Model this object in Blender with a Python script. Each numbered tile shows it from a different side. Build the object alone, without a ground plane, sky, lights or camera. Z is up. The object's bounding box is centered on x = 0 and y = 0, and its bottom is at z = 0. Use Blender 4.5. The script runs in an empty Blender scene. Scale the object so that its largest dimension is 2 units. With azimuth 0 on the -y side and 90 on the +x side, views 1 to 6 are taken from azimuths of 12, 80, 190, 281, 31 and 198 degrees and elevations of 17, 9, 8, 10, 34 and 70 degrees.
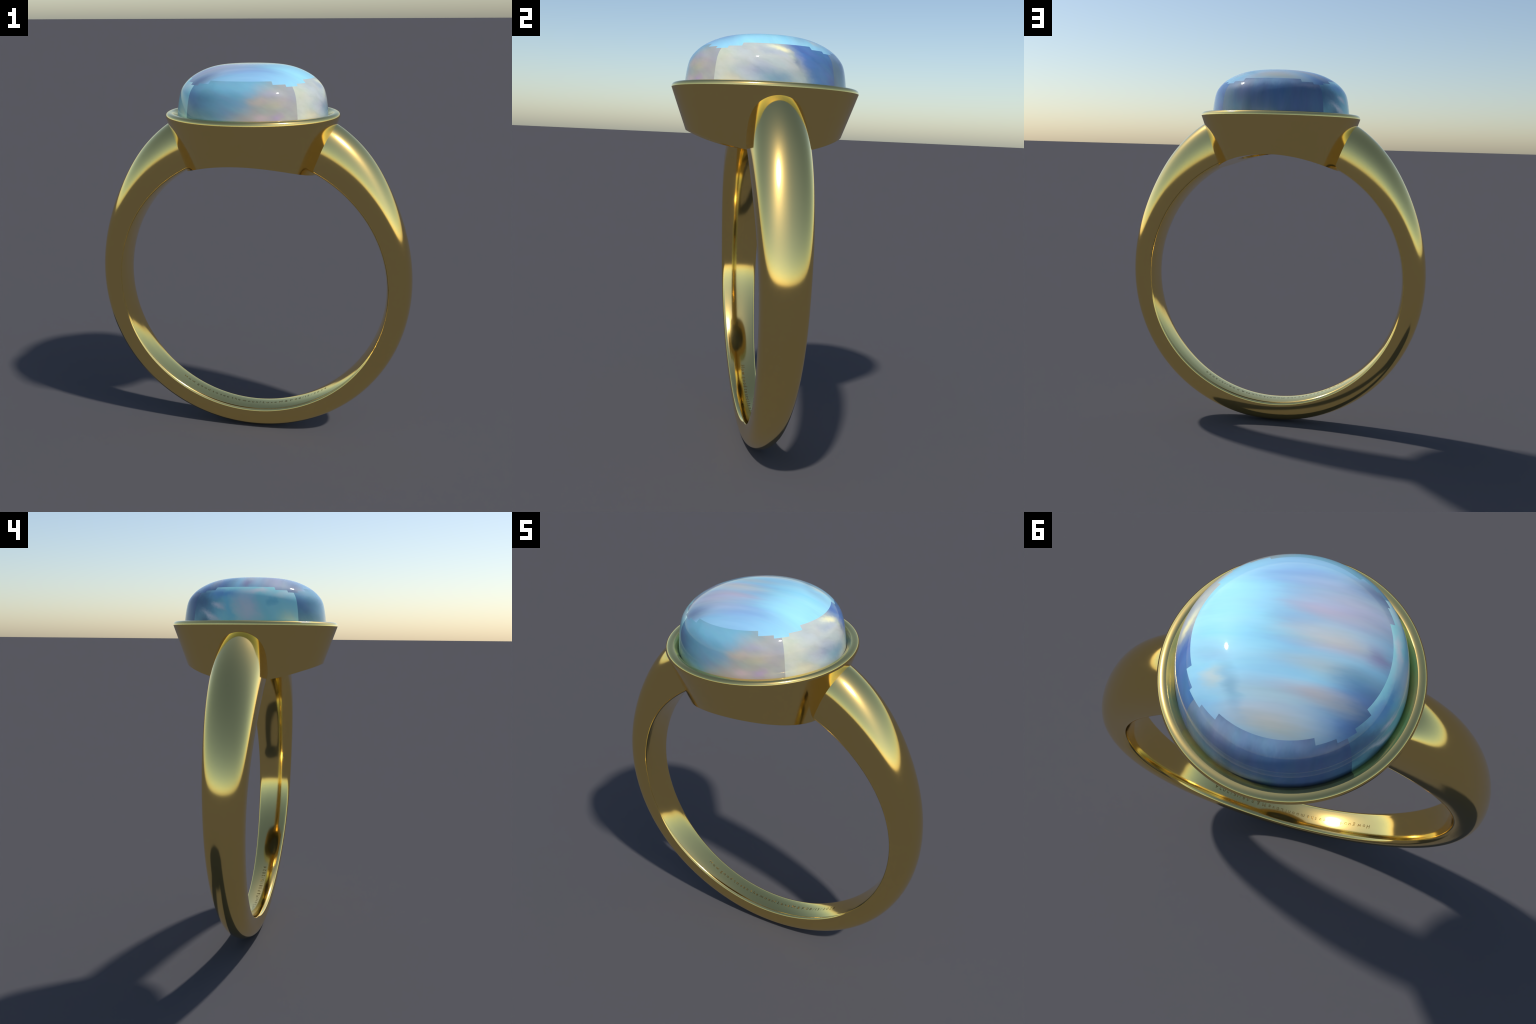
import bpy, bmesh, math
import numpy as np
from mathutils import Vector

# ------------------------------------------------------------------ sizes
CZ = 0.837            # height of the finger-hole axis (runs along y)
R_IN = 0.710          # finger-hole radius on the centre line of the band
COMFORT, COMFORT_P = 0.117, 2.6   # barrel of the inner surface: rise towards the edges (in half widths) and its power
RIM_R, RIM_Z = 0.4490, 1.7455      # sharp outer edge of the bezel
SKIRT_K = 0.365       # how fast the bezel skirt narrows going down
SQUASH_X = 0.981      # stone and bezel are very slightly oval
LEDGE_Z = 1.733
OPENING_R = 0.242     # open back of the setting
STONE_TOP = 2.0

# ------------------------------------------------------------------ helpers
def spline(xs, ys):
    """natural cubic spline through control points"""
    xs = np.array(xs, float); ys = np.array(ys, float); n = len(xs)
    h = np.diff(xs); A = np.eye(n); b = np.zeros(n)
    for i in range(1, n - 1):
        A[i, i-1:i+2] = h[i-1], 2*(h[i-1]+h[i]), h[i]
        b[i] = 6*((ys[i+1]-ys[i])/h[i]-(ys[i]-ys[i-1])/h[i-1])
    m = np.linalg.solve(A, b)
    def f(x):
        i = int(np.clip(np.searchsorted(xs, x) - 1, 0, n - 2)); d = x - xs[i]
        return float(ys[i] + d*((ys[i+1]-ys[i])/h[i] - h[i]*(2*m[i]+m[i+1])/6) + d*d*m[i]/2 + d**3*(m[i+1]-m[i])/(6*h[i]))
    return f

def make(name, verts, faces, mat, parent=None, smooth=True):
    me = bpy.data.meshes.new(name)
    me.from_pydata([tuple(v) for v in verts], [], faces)
    me.validate(); me.update()
    ob = bpy.data.objects.new(name, me)
    bpy.context.scene.collection.objects.link(ob)
    for m in (mat if isinstance(mat, list) else [mat]):
        me.materials.append(m)
    if smooth:
        me.shade_smooth()
    if parent:
        ob.parent = parent
    return ob

def revolve(profile, n):
    """surface of revolution about z through (r, z) points, open ended"""
    vs, fs = [], []
    for r, z in profile:
        for k in range(n):
            a = 2*math.pi*k/n
            vs.append((r*math.cos(a), r*math.sin(a), z))
    for i in range(len(profile)-1):
        for k in range(n):
            k2 = (k+1) % n
            fs.append((i*n+k, i*n+k2, (i+1)*n+k2, (i+1)*n+k))
    return vs, fs

# ------------------------------------------------------------------ materials
class Nodes:
    def __init__(self, name):
        self.m = bpy.data.materials.new(name); self.m.use_nodes = True
        self.t = self.m.node_tree; self.b = self.t.nodes['Principled BSDF']
        self.coord = self.t.nodes.new('ShaderNodeTexCoord').outputs['Object']
    def n(self, kind, **kw):
        nd = self.t.nodes.new(kind)
        for k, v in kw.items():
            if k.startswith('i_'):
                nd.inputs[k[2:].replace('_', ' ')].default_value = v
            else:
                setattr(nd, k, v)
        return nd
    def link(self, a, b):
        self.t.links.new(a, b)
    def math(self, op, a, b=None):
        nd = self.n('ShaderNodeMath', operation=op)
        for i, v in enumerate((a, b)):
            if v is None: continue
            if isinstance(v, (int, float)): nd.inputs[i].default_value = v
            else: self.link(v, nd.inputs[i])
        return nd.outputs[0]
    def mapping(self, vec, loc=(0, 0, 0), rot=(0, 0, 0), scale=(1, 1, 1), kind='TEXTURE'):
        nd = self.n('ShaderNodeMapping', vector_type=kind)
        self.link(vec, nd.inputs['Vector'])
        nd.inputs['Location'].default_value = loc
        nd.inputs['Rotation'].default_value = rot
        nd.inputs['Scale'].default_value = scale
        return nd.outputs[0]
    def noise(self, vec, scale, detail=3, rough=0.5, out='Fac', distortion=0.0):
        nd = self.n('ShaderNodeTexNoise', i_Scale=scale, i_Detail=detail, i_Roughness=rough, i_Distortion=distortion)
        self.link(vec, nd.inputs['Vector'])
        return nd.outputs[out]
    def ramp(self, fac, stops):
        nd = self.n('ShaderNodeValToRGB'); cr = nd.color_ramp
        while len(cr.elements) < len(stops): cr.elements.new(0.5)
        for e, (p, c) in zip(cr.elements, stops):
            e.position = p; e.color = (*c, 1)
        self.link(fac, nd.inputs[0]); return nd.outputs[0]
    def mix(self, fac, a, b, mode='MIX'):
        nd = self.n('ShaderNodeMix', data_type='RGBA', blend_type=mode)
        for s, v in ((0, fac), (6, a), (7, b)):
            if isinstance(v, (int, float)): nd.inputs[s].default_value = v
            elif isinstance(v, tuple): nd.inputs[s].default_value = (*v, 1)
            else: self.link(v, nd.inputs[s])
        return nd.outputs[2]
    def maprange(self, v, a, b, c=0., d=1., kind='SMOOTHSTEP'):
        nd = self.n('ShaderNodeMapRange', interpolation_type=kind)
        self.link(v, nd.inputs[0])
        for i, x in enumerate((a, b, c, d)): nd.inputs[i+1].default_value = x
        return nd.outputs[0]
    def warp(self, vec, amount, scale, stretch=(1, 1, 1), rot=(0, 0, 0)):
        """push coordinates about with (stretched) noise so that patches get cloudy, streaky edges"""
        c = self.noise(self.mapping(vec, (0, 0, 0), rot, stretch), scale, 4, 0.6, 'Color')
        sub = self.n('ShaderNodeVectorMath', operation='SUBTRACT'); self.link(c, sub.inputs[0]); sub.inputs[1].default_value = (.5, .5, .5)
        sc = self.n('ShaderNodeVectorMath', operation='MULTIPLY'); self.link(sub.outputs[0], sc.inputs[0]); sc.inputs[1].default_value = amount
        ad = self.n('ShaderNodeVectorMath', operation='ADD'); self.link(vec, ad.inputs[0]); self.link(sc.outputs[0], ad.inputs[1])
        return ad.outputs[0]
    def sweep(self, col, vec, point, direction, width, colour, strength=1.0):
        """change of colour across a slanting line"""
        sub = self.n('ShaderNodeVectorMath', operation='SUBTRACT'); self.link(vec, sub.inputs[0]); sub.inputs[1].default_value = point
        dt = self.n('ShaderNodeVectorMath', operation='DOT_PRODUCT'); self.link(sub.outputs[0], dt.inputs[0])
        dt.inputs[1].default_value = Vector(direction).normalized()
        return self.mix(self.maprange(dt.outputs['Value'], -width, width, 0.0, strength), col, colour)
    def patch(self, col, vec, centre, size, colour, strength=1.0, rot=(0, 0, 0)):
        """soft elliptical cloud of another colour"""
        v = self.mapping(vec, centre, rot, size)
        ln = self.n('ShaderNodeVectorMath', operation='LENGTH'); self.link(v, ln.inputs[0])
        f = self.maprange(ln.outputs['Value'], 1.0, 0.0, 0.0, strength)
        return self.mix(f, col, colour)

def lin(r, g, b):
    f = lambda c: (c/255/12.92) if c/255 <= .04045 else ((c/255+.055)/1.055)**2.4
    return (f(r), f(g), f(b))

def gold_material(name, tone=1.0, rough=0.10):
    g = Nodes(name)
    n = g.noise(g.coord, 3.0, 2)
    g.link(g.mix(n, tuple(tone*c for c in (1.0, 0.735, 0.245)), tuple(tone*c for c in (1.0, 0.75, 0.26))), g.b.inputs['Base Color'])
    g.b.inputs['Metallic'].default_value = 1.0
    g.b.inputs['Roughness'].default_value = rough
    return g.m

BIG = 9.0   # patch reach along the axis a side's pattern does not vary on

def stone_material(name, gain, base, areas, warp, streaks, milky=0.9):
    """one side of the cloudy, pearly stone.
    areas: ('patch', centre, size, colour, strength, tilt) or ('sweep', point, direction, width, colour)
    gain scales the colours as written to reflectances"""
    s = Nodes(name)
    def shade(c): return tuple(min(0.93, x*g) for x, g in zip(lin(*c), gain))
    v = s.warp(s.coord, *warp)
    col = s.mix(0.0, shade(base), shade(base))
    for a in areas:
        if a[0] == 'patch':
            col = s.patch(col, v, a[1], a[2], shade(a[3]), a[4], a[5] if len(a) > 5 else (0, 0, 0))
        else:
            col = s.sweep(col, v, a[1], a[2], a[3], shade(a[4]))
    for rot, stretch, freq, grey, hue in streaks:
        sv = s.mapping(v, (0, 0, 0), rot, stretch)
        n = s.maprange(s.noise(sv, freq, 4, 0.55), .25, .75, 0, 1, 'LINEAR')
        col = s.mix(grey, col, n, 'OVERLAY')
        c = s.noise(sv, freq*.8, 3, 0.5, 'Color')
        col = s.mix(hue, col, c, 'LINEAR_LIGHT')
    hs = s.n('ShaderNodeHueSaturation', i_Saturation=milky); s.link(col, hs.inputs['Color'])
    s.link(hs.outputs[0], s.b.inputs['Base Color'])
    s.b.inputs['Roughness'].default_value = 0.03
    s.b.inputs['IOR'].default_value = 1.5
    return s.m

gold = gold_material('polished_gold')
P, S = 'patch', 'sweep'

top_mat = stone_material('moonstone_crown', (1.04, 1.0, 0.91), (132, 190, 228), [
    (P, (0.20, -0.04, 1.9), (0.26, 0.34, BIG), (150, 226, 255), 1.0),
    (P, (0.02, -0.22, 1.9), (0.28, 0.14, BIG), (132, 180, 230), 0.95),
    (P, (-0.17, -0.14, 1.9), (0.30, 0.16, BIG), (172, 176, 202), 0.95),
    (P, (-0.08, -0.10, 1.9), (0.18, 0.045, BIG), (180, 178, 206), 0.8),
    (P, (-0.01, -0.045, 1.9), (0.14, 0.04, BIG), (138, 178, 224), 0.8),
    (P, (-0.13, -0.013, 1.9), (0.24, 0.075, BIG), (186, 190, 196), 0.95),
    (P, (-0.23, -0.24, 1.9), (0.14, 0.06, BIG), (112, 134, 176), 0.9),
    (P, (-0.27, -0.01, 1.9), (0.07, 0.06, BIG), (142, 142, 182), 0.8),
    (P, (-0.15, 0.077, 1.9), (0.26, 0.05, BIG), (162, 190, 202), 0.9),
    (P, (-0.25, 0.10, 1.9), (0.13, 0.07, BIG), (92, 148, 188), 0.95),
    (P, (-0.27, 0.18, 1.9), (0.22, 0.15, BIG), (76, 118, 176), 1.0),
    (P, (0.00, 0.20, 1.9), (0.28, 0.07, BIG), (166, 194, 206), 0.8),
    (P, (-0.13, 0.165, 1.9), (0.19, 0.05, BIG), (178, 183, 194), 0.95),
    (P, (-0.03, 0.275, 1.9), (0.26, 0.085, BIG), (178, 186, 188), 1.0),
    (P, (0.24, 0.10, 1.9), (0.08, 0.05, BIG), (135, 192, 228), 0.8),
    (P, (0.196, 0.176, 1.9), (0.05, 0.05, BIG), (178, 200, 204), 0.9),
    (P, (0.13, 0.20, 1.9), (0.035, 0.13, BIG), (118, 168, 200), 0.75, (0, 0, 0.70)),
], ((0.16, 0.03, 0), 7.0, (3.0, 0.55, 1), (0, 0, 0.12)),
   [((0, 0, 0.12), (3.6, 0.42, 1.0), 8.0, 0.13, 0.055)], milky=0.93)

front_mat = stone_material('moonstone_front', (0.97, 1.0, 0.93), (106, 166, 200), [
    (P, (-0.25, 0, 1.85), (0.18, BIG, 0.09), (98, 154, 198), 0.9),
    (P, (-0.18, 0, 1.78), (0.17, BIG, 0.06), (106, 160, 186), 0.9),
    (P, (-0.06, 0, 1.91), (0.28, BIG, 0.04), (112, 180, 214), 0.9),
    (P, (-0.05, 0, 1.79), (0.14, BIG, 0.06), (110, 152, 186), 0.9),
    (S, (0.03, 0, 1.82), (0.74, 0, -0.67), 0.06, (166, 163, 165)),
    (P, (0.10, 0, 1.85), (0.08, BIG, 0.035), (192, 172, 160), 0.8),
    (P, (0.17, 0, 1.835), (0.06, BIG, 0.035), (180, 176, 156), 0.8),
    (P, (0.12, 0, 1.775), (0.06, BIG, 0.03), (188, 165, 175), 0.8),
    (P, (0.18, 0, 1.775), (0.04, BIG, 0.03), (168, 148, 190), 0.8),
    (P, (0.15, 0, 1.885), (0.06, BIG, 0.02), (165, 158, 186), 0.6),
    (P, (0.24, 0, 1.87), (0.06, BIG, 0.07), (162, 166, 172), 0.8),
], ((0.09, 0, 0.04), 9.0, (1.6, 1, 0.6), (0, 0.3, 0)),
   [((0, 0.35, 0), (2.2, 1.0, 0.6), 14.0, 0.09, 0.06)])

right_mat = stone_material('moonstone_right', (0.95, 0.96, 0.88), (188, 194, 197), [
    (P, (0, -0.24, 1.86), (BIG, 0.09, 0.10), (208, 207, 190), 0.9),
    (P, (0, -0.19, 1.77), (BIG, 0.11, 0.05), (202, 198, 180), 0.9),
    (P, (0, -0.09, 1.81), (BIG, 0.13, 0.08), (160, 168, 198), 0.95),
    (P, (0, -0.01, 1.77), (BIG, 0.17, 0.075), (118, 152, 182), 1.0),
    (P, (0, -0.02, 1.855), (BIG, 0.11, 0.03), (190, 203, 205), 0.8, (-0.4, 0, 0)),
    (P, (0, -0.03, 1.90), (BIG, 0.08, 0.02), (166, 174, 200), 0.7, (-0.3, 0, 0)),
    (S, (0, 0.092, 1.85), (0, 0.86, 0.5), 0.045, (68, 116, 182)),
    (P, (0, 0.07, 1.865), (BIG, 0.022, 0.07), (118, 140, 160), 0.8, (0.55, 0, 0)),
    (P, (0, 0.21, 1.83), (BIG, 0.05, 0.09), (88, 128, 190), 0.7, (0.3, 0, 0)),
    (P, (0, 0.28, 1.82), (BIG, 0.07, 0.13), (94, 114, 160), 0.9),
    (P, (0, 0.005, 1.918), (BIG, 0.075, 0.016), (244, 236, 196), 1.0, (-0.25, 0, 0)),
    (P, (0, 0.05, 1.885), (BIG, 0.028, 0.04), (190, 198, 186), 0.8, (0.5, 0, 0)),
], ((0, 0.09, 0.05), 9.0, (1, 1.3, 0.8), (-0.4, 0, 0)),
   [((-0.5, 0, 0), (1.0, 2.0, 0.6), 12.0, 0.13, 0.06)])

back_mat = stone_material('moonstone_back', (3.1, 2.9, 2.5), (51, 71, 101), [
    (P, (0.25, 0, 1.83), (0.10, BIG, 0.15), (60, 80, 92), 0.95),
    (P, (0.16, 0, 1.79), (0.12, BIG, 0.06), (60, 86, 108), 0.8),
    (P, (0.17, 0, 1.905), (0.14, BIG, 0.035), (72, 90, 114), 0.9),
    (P, (0.00, 0, 1.925), (0.28, BIG, 0.035), (74, 98, 126), 0.9),  # upper strip lightened: sky reflection painted into the base colour
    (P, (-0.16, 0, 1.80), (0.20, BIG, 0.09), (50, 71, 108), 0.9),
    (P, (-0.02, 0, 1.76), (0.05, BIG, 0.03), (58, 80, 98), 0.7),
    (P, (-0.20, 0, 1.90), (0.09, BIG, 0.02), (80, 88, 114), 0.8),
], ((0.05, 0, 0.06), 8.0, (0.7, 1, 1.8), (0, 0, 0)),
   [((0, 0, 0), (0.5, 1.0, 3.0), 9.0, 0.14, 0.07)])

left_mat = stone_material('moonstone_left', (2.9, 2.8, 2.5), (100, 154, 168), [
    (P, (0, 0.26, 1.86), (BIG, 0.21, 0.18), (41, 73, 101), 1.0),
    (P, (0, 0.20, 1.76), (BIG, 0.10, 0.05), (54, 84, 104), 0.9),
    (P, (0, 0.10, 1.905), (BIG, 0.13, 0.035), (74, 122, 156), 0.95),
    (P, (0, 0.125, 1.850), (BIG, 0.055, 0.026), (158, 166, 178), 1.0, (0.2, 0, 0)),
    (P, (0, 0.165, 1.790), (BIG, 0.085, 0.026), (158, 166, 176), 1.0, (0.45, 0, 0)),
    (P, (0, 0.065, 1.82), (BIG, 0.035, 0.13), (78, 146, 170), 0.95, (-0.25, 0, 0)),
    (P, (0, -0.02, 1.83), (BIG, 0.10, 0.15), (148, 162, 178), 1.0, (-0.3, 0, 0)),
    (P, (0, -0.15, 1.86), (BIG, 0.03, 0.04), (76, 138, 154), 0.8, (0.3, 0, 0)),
    (P, (0, -0.07, 1.915), (BIG, 0.10, 0.02), (150, 168, 186), 0.9),  # whitish top band, partly the sky's gloss baked into the colour
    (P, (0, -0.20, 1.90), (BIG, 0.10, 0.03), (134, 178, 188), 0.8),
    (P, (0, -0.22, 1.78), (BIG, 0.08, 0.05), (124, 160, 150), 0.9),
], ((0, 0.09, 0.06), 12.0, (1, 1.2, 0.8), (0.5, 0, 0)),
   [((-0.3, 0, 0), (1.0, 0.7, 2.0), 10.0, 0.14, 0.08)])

# ------------------------------------------------------------------ thing
ring = bpy.data.objects.new('gold_ring', None)
bpy.context.scene.collection.objects.link(ring)
ring['label'] = 'polished gold ring with round cloudy blue moonstone cabochon'
ring['category'] = 'ring'

# ------------------------------------------------------------------ band
# angle from the lowest point of the hoop (degrees) -> outer radius, half width
outer_r = spline([0, 50, 90, 107, 120, 131, 141, 150, 157, 163],
                 [.837, .838, .841, .853, .874, .905, .939, .964, .972, .955])
half_w = spline([0, 20, 45, 75, 95, 115, 130, 145, 163],
                [.070, .072, .082, .097, .105, .118, .127, .130, .127])
fillet_y = spline([0, 100, 150, 163], [.022, .022, .030, .030])     # inner edge rounding, across
fillet_r = spline([0, 100, 150, 163], [.018, .019, .026, .026])     # and outwards
DOME_Y = 1.9                          # section exponent across the width
dome_h = spline([0, 90, 130, 150, 163], [3.4, 3.4, 3.6, 3.5, 3.4])   # and up the flank: flatter at the shoulders
def inner_radius(y, w):
    return R_IN + COMFORT*w*abs(y/w)**COMFORT_P
def hoop_angle(p):
    return math.degrees(math.atan2(p[0], CZ - p[2]))
def inner_normal(p):
    rr = math.hypot(p[0], p[2]-CZ)
    q = p[1]/half_w(abs(hoop_angle(p)))
    t = math.atan(COMFORT*COMFORT_P*abs(q)**(COMFORT_P-1)); s, c = math.copysign(math.sin(t), q), math.cos(t)
    return Vector((-p[0]/rr*c, s, -(p[2]-CZ)/rr*c))

N_IN, N_FIL, N_DOME = 24, 5, 40
def section(phi):
    """closed cross-section as (y, r) points: barrel inside, rounded edge, domed outside"""
    w = half_w(phi); ro = outer_r(phi)
    fy, fr = fillet_y(phi), fillet_r(phi)
    wi = w - fy
    pts = []
    for i in range(N_IN+1):
        y = -wi + 2*wi*i/N_IN
        pts.append((y, inner_radius(y, w)))
    r0 = inner_radius(wi, w)
    for i in range(1, N_FIL+1):
        a = (math.pi/2) * i/N_FIL
        pts.append((wi + fy*math.sin(a), r0 + fr*(1-math.cos(a))))
    rb = r0 + fr; t = ro - rb
    for i in range(1, N_DOME):
        a = math.pi*i/N_DOME
        c, s = math.cos(a), math.sin(a)
        pts.append((w*math.copysign(abs(c)**(2/DOME_Y), c), rb + t*s**(2/dome_h(phi))))
    for i in range(N_FIL, 0, -1):
        a = (math.pi/2) * i/N_FIL
        pts.append((-wi - fy*math.sin(a), r0 + fr*(1-math.cos(a))))
    return pts

PHI = 162.0
N_PHI = 360
verts, faces = [], []
for i in range(N_PHI+1):
    phi = -PHI + 2*PHI*i/N_PHI
    sec = section(abs(phi)); a = math.radians(phi)
    for y, r in sec:
        verts.append((r*math.sin(a), y, CZ - r*math.cos(a)))
m = len(sec)
for i in range(N_PHI):
    for k in range(m):
        k2 = (k+1) % m
        faces.append((i*m+k, i*m+k2, (i+1)*m+k2, (i+1)*m+k))
faces.append(tuple(range(m))[::-1]); faces.append(tuple(N_PHI*m+k for k in range(m)))
band = make('band', verts, faces, [gold], ring)
bm = bmesh.new(); bm.from_mesh(band.data); bmesh.ops.recalc_face_normals(bm, faces=bm.faces); bm.to_mesh(band.data); bm.free()

# ------------------------------------------------------------------ engraving
TEXT = 'How good to see the moon! Love M & P 08/15/2024'
TEXT_SPAN = 34.9          # degrees either side of the lowest point
TEXT_SIZE, TEXT_Y, DEPTH = 0.0285, -0.0075, 0.0055
SPACE = 0.0050

def glyph(ch):
    """extruded letter as (verts, faces, left, right) in flat letter space"""
    cu = bpy.data.curves.new('glyph', 'FONT'); cu.body = ch; cu.size = TEXT_SIZE
    cu.extrude = DEPTH; cu.resolution_u = 3
    ob = bpy.data.objects.new('glyph', cu)
    me = bpy.data.meshes.new_from_object(ob)
    bm = bmesh.new(); bm.from_mesh(me)
    bmesh.ops.remove_doubles(bm, verts=bm.verts, dist=1e-5)
    bmesh.ops.recalc_face_normals(bm, faces=bm.faces)
    bm.verts.index_update()
    v = [tuple(q.co) for q in bm.verts]; f = [tuple(q.index for q in p.verts) for p in bm.faces]
    bm.free(); bpy.data.meshes.remove(me); bpy.data.objects.remove(ob); bpy.data.curves.remove(cu)
    return v, f, min(q[0] for q in v), max(q[0] for q in v)

glyphs = {c: glyph(c) for c in sorted(set(TEXT)) if c != ' '}
ink = sum(glyphs[c][3]-glyphs[c][2] if c != ' ' else SPACE for c in TEXT)
length = math.radians(2*TEXT_SPAN)*R_IN
gap = (length - ink)/sum(1 for c in TEXT[1:] if c != ' ')
cv, cf, letter_at = [], [], []
x = -length/2
for i, c in enumerate(TEXT):
    if c == ' ':
        x += SPACE; continue
    if i: x += gap
    v, f, lo, hi = glyphs[c]
    off = len(cv)
    for q in v:
        y = q[1] + TEXT_Y
        a = (x + q[0] - lo)/R_IN
        r = inner_radius(y, .075) - q[2]
        cv.append((r*math.sin(a), y, CZ - r*math.cos(a)))
    cf += [tuple(k+off for k in p) for p in f]
    letter_at.append(math.degrees((x + (hi-lo)/2)/R_IN))
    x += hi - lo
cutter = make('cutter', cv, cf, [gold_material('engraved_gold', 0.62, 0.22)], smooth=False)  # same gold, base colour darkened to paint the shade inside the cuts
bpy.context.view_layer.update()
mod = band.modifiers.new('engrave', 'BOOLEAN'); mod.operation = 'DIFFERENCE'; mod.object = cutter
mod.solver = 'EXACT'; mod.material_mode = 'TRANSFER'
bpy.context.view_layer.update()
cut = bpy.data.meshes.new_from_object(band.evaluated_get(bpy.context.evaluated_depsgraph_get()))
slot = [i for i, m_ in enumerate(cut.materials) if m_ and m_.name.startswith('engraved')]
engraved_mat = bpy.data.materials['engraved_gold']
co = [v.co.copy() for v in cut.vertices]
body, recess = [], {}
for p in cut.polygons:
    vs_ = tuple(p.vertices)
    if slot and p.material_index == slot[0]:
        an = hoop_angle(p.center)
        recess.setdefault(min(range(len(letter_at)), key=lambda k: abs(letter_at[k]-an)), []).append(vs_)
    else:
        body.append(vs_)
# smooth normals of the uncut band, carried onto the cut one
ref = {tuple(round(c, 5) for c in v.co): v.normal.copy() for v in band.data.vertices}
print('engraving: recess letters', len(recess), 'band faces', len(body), 'letter gap', round(gap, 4))
used = sorted({k for p in body for k in p}); remap = {k: i for i, k in enumerate(used)}
me = bpy.data.meshes.new('band')
me.from_pydata([co[k] for k in used], [], [tuple(remap[k] for k in p) for p in body])
me.materials.append(gold); me.shade_smooth()
me.normals_split_custom_set_from_vertices(
    [ref.get(tuple(round(c, 5) for c in co[k])) or inner_normal(co[k]) for k in used])
band.modifiers.clear(); band.data = me
bpy.data.objects.remove(cutter)
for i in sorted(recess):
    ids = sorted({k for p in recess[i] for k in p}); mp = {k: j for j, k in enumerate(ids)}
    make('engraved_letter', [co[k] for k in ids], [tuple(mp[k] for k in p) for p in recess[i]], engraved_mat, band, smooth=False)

# ------------------------------------------------------------------ bezel
NA = 256
def skirt_r(z): return RIM_R - (RIM_Z - z)*SKIRT_K
def hole_z(x): return CZ + math.sqrt(R_IN**2 - (x*SQUASH_X)**2)
vs, fs = [], []
ROWS, RAD = 24, 40
for k in range(NA):
    a = 2*math.pi*k/NA; ca, sa = math.cos(a), math.sin(a)
    z = 1.5
    for _ in range(40):
        z = hole_z(skirt_r(z)*ca)
    for j in range(ROWS+1):
        zz = RIM_Z + (z-RIM_Z)*j/ROWS
        r = skirt_r(zz); vs.append((r*ca, r*sa, zz))
for k in range(NA):
    k2 = (k+1) % NA
    for j in range(ROWS):
        A = k*(ROWS+1)+j; B = k2*(ROWS+1)+j
        fs.append((A, A+1, B+1, B))
# underside follows the finger hole, down to the round opening behind the stone
base = len(vs)
for k in range(NA):
    e = vs[k*(ROWS+1)+ROWS]; q = OPENING_R/math.hypot(e[0], e[1])
    for j in range(RAD+1):
        f = 1 + (q-1)*j/RAD
        vs.append((e[0]*f, e[1]*f, hole_z(e[0]*f)))
for k in range(NA):
    k2 = (k+1) % NA
    for j in range(RAD):
        fs.append((base+k*(RAD+1)+j, base+k*(RAD+1)+j+1, base+k2*(RAD+1)+j+1, base+k2*(RAD+1)+j))
# wall of the opening
base2 = len(vs)
for k in range(NA):
    e = vs[base+k*(RAD+1)+RAD]
    vs.append(e); vs.append((e[0], e[1], LEDGE_Z))
for k in range(NA):
    k2 = (k+1) % NA
    fs.append((base2+2*k, base2+2*k+1, base2+2*k2+1, base2+2*k2))
vs = [(x*SQUASH_X, y, z) for x, y, z in vs]
bezel = make('bezel', vs, fs, gold, ring)
def rounded(p0, p1, p2, n):
    return [tuple((1-t)**2*a + 2*t*(1-t)*b + t*t*c for a, b, c in zip(p0, p1, p2)) for t in [i/n for i in range(n+1)]]
LIP_IN, LIP_TOP = 0.407, 1.767
prof = rounded((RIM_R, RIM_Z), (RIM_R, LIP_TOP), (0.424, LIP_TOP), 10) + \
       rounded((0.424, LIP_TOP), (0.413, LIP_TOP), (LIP_IN, LIP_TOP-0.006), 6)[1:]
v1, f1 = revolve(prof, NA)
wall = [(LIP_IN, LIP_TOP-0.006), (0.401, 1.7550), (0.3960, 1.749), (0.3925, 1.742), (0.3885, LEDGE_Z)]
v2, f2 = revolve(wall, NA)
v3, f3 = revolve([(0.3885, LEDGE_Z), (OPENING_R, LEDGE_Z)], NA)
o1 = len(v1); o2 = o1 + len(v2)
rim = make('rim', [(x*SQUASH_X, y, z) for x, y, z in v1+v2+v3], f1 + [tuple(i+o1 for i in f) for f in f2] + [tuple(i+o2 for i in f) for f in f3], gold, bezel)

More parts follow.
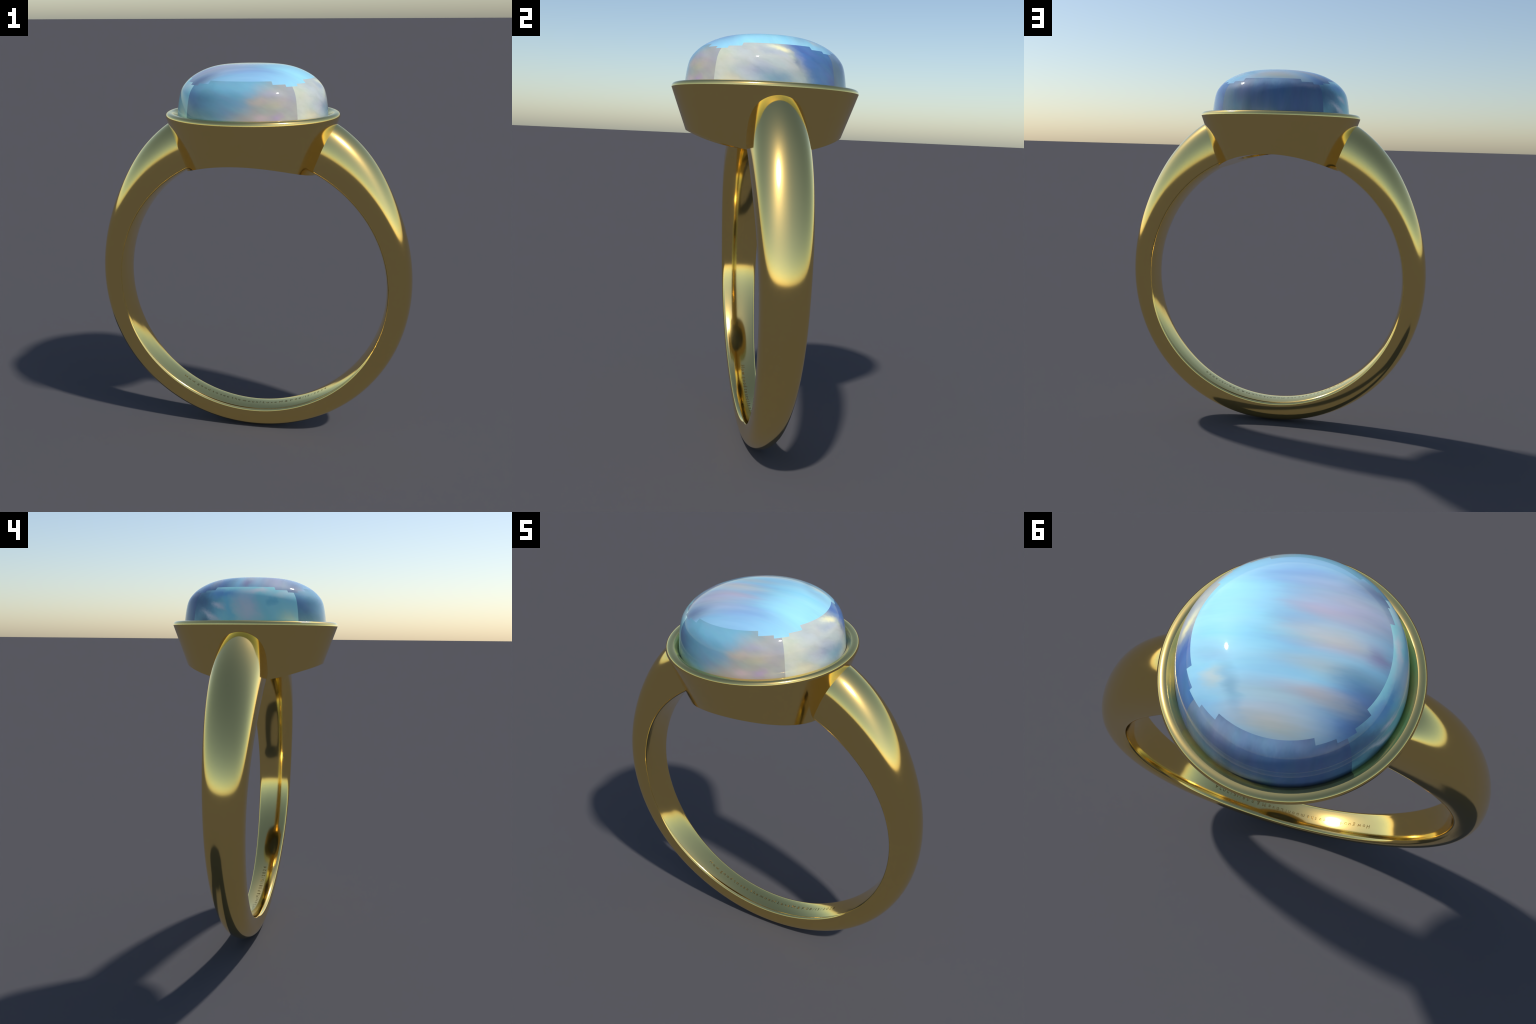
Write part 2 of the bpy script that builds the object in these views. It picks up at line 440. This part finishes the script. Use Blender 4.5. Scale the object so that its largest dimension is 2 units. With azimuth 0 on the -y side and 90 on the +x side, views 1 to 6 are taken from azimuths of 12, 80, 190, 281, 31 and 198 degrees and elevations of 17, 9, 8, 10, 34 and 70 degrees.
# ------------------------------------------------------------------ gemstone
# half profile (r, z) of the cabochon: drafted side, tight shoulder, low crown
PROFILE = [(0, 2.0), (.07, 1.9993), (.134, 1.9963), (.184, 1.9895), (.226, 1.9785), (.263, 1.9640), (.297, 1.9460),
           (.3235, 1.9270), (.346, 1.9045), (.363, 1.8800), (.3740, 1.8480), (.3810, 1.8110), (.3862, 1.7720), (.3897, LEDGE_Z+.001)]
arc = [0.0]
for p, q in zip(PROFILE, PROFILE[1:]):
    arc.append(arc[-1] + math.hypot(q[0]-p[0], q[1]-p[1]))
# mirrored across the axis so that the crown is level at the apex
both = [(-r, z) for r, z in PROFILE[3:0:-1]] + PROFILE
arc2 = [-a for a in arc[3:0:-1]] + arc
pr, pz = spline(arc2, [p[0] for p in both]), spline(arc2, [p[1] for p in both])
SEAMS = [.313, .331, .341]        # crown limit: on the axes, beside, and on the diagonals
def stone_at(r):
    lo, hi = 0.0, arc[-1]
    for _ in range(50):
        mid = (lo+hi)/2
        if pr(mid) < r: lo = mid
        else: hi = mid
    return (r, pz(lo))
prof = [(pr(arc[-1]*i/80), pz(arc[-1]*i/80)) for i in range(1, 81)]
prof = sorted([p for p in prof if min(abs(p[0]-q) for q in SEAMS) > .0015] + [stone_at(q) for q in SEAMS], key=lambda p: p[0])
NS = 128
vs = [(0, 0, STONE_TOP)]; fs = []; mi = []
for r, z in prof:
    for k in range(NS):
        a = 2*math.pi*k/NS; vs.append((r*math.cos(a), r*math.sin(a), z))
def pick(k, rmid):
    az = 360*(k+.5)/NS
    off = abs((az+45) % 90 - 45)          # angle away from the nearest axis
    lim = SEAMS[0] if off < 28.1 else SEAMS[1] if off < 39.4 else SEAMS[2]
    if rmid < lim: return 0
    return {0: 2, 1: 3, 2: 4, 3: 1}[int(((az+45) % 360)//90)]
for k in range(NS):
    k2 = (k+1) % NS
    fs.append((0, 1+k, 1+k2)); mi.append(0)
    for i in range(len(prof)-1):
        fs.append((1+i*NS+k, 1+(i+1)*NS+k, 1+(i+1)*NS+k2, 1+i*NS+k2))
        mi.append(pick(k, .5*(prof[i][0]+prof[i+1][0])))
back0 = len(vs)
vs += [vs[1+(len(prof)-1)*NS+k] for k in range(NS)]
fs.append(tuple(back0+k for k in range(NS))[::-1]); mi.append(3)   # flat back
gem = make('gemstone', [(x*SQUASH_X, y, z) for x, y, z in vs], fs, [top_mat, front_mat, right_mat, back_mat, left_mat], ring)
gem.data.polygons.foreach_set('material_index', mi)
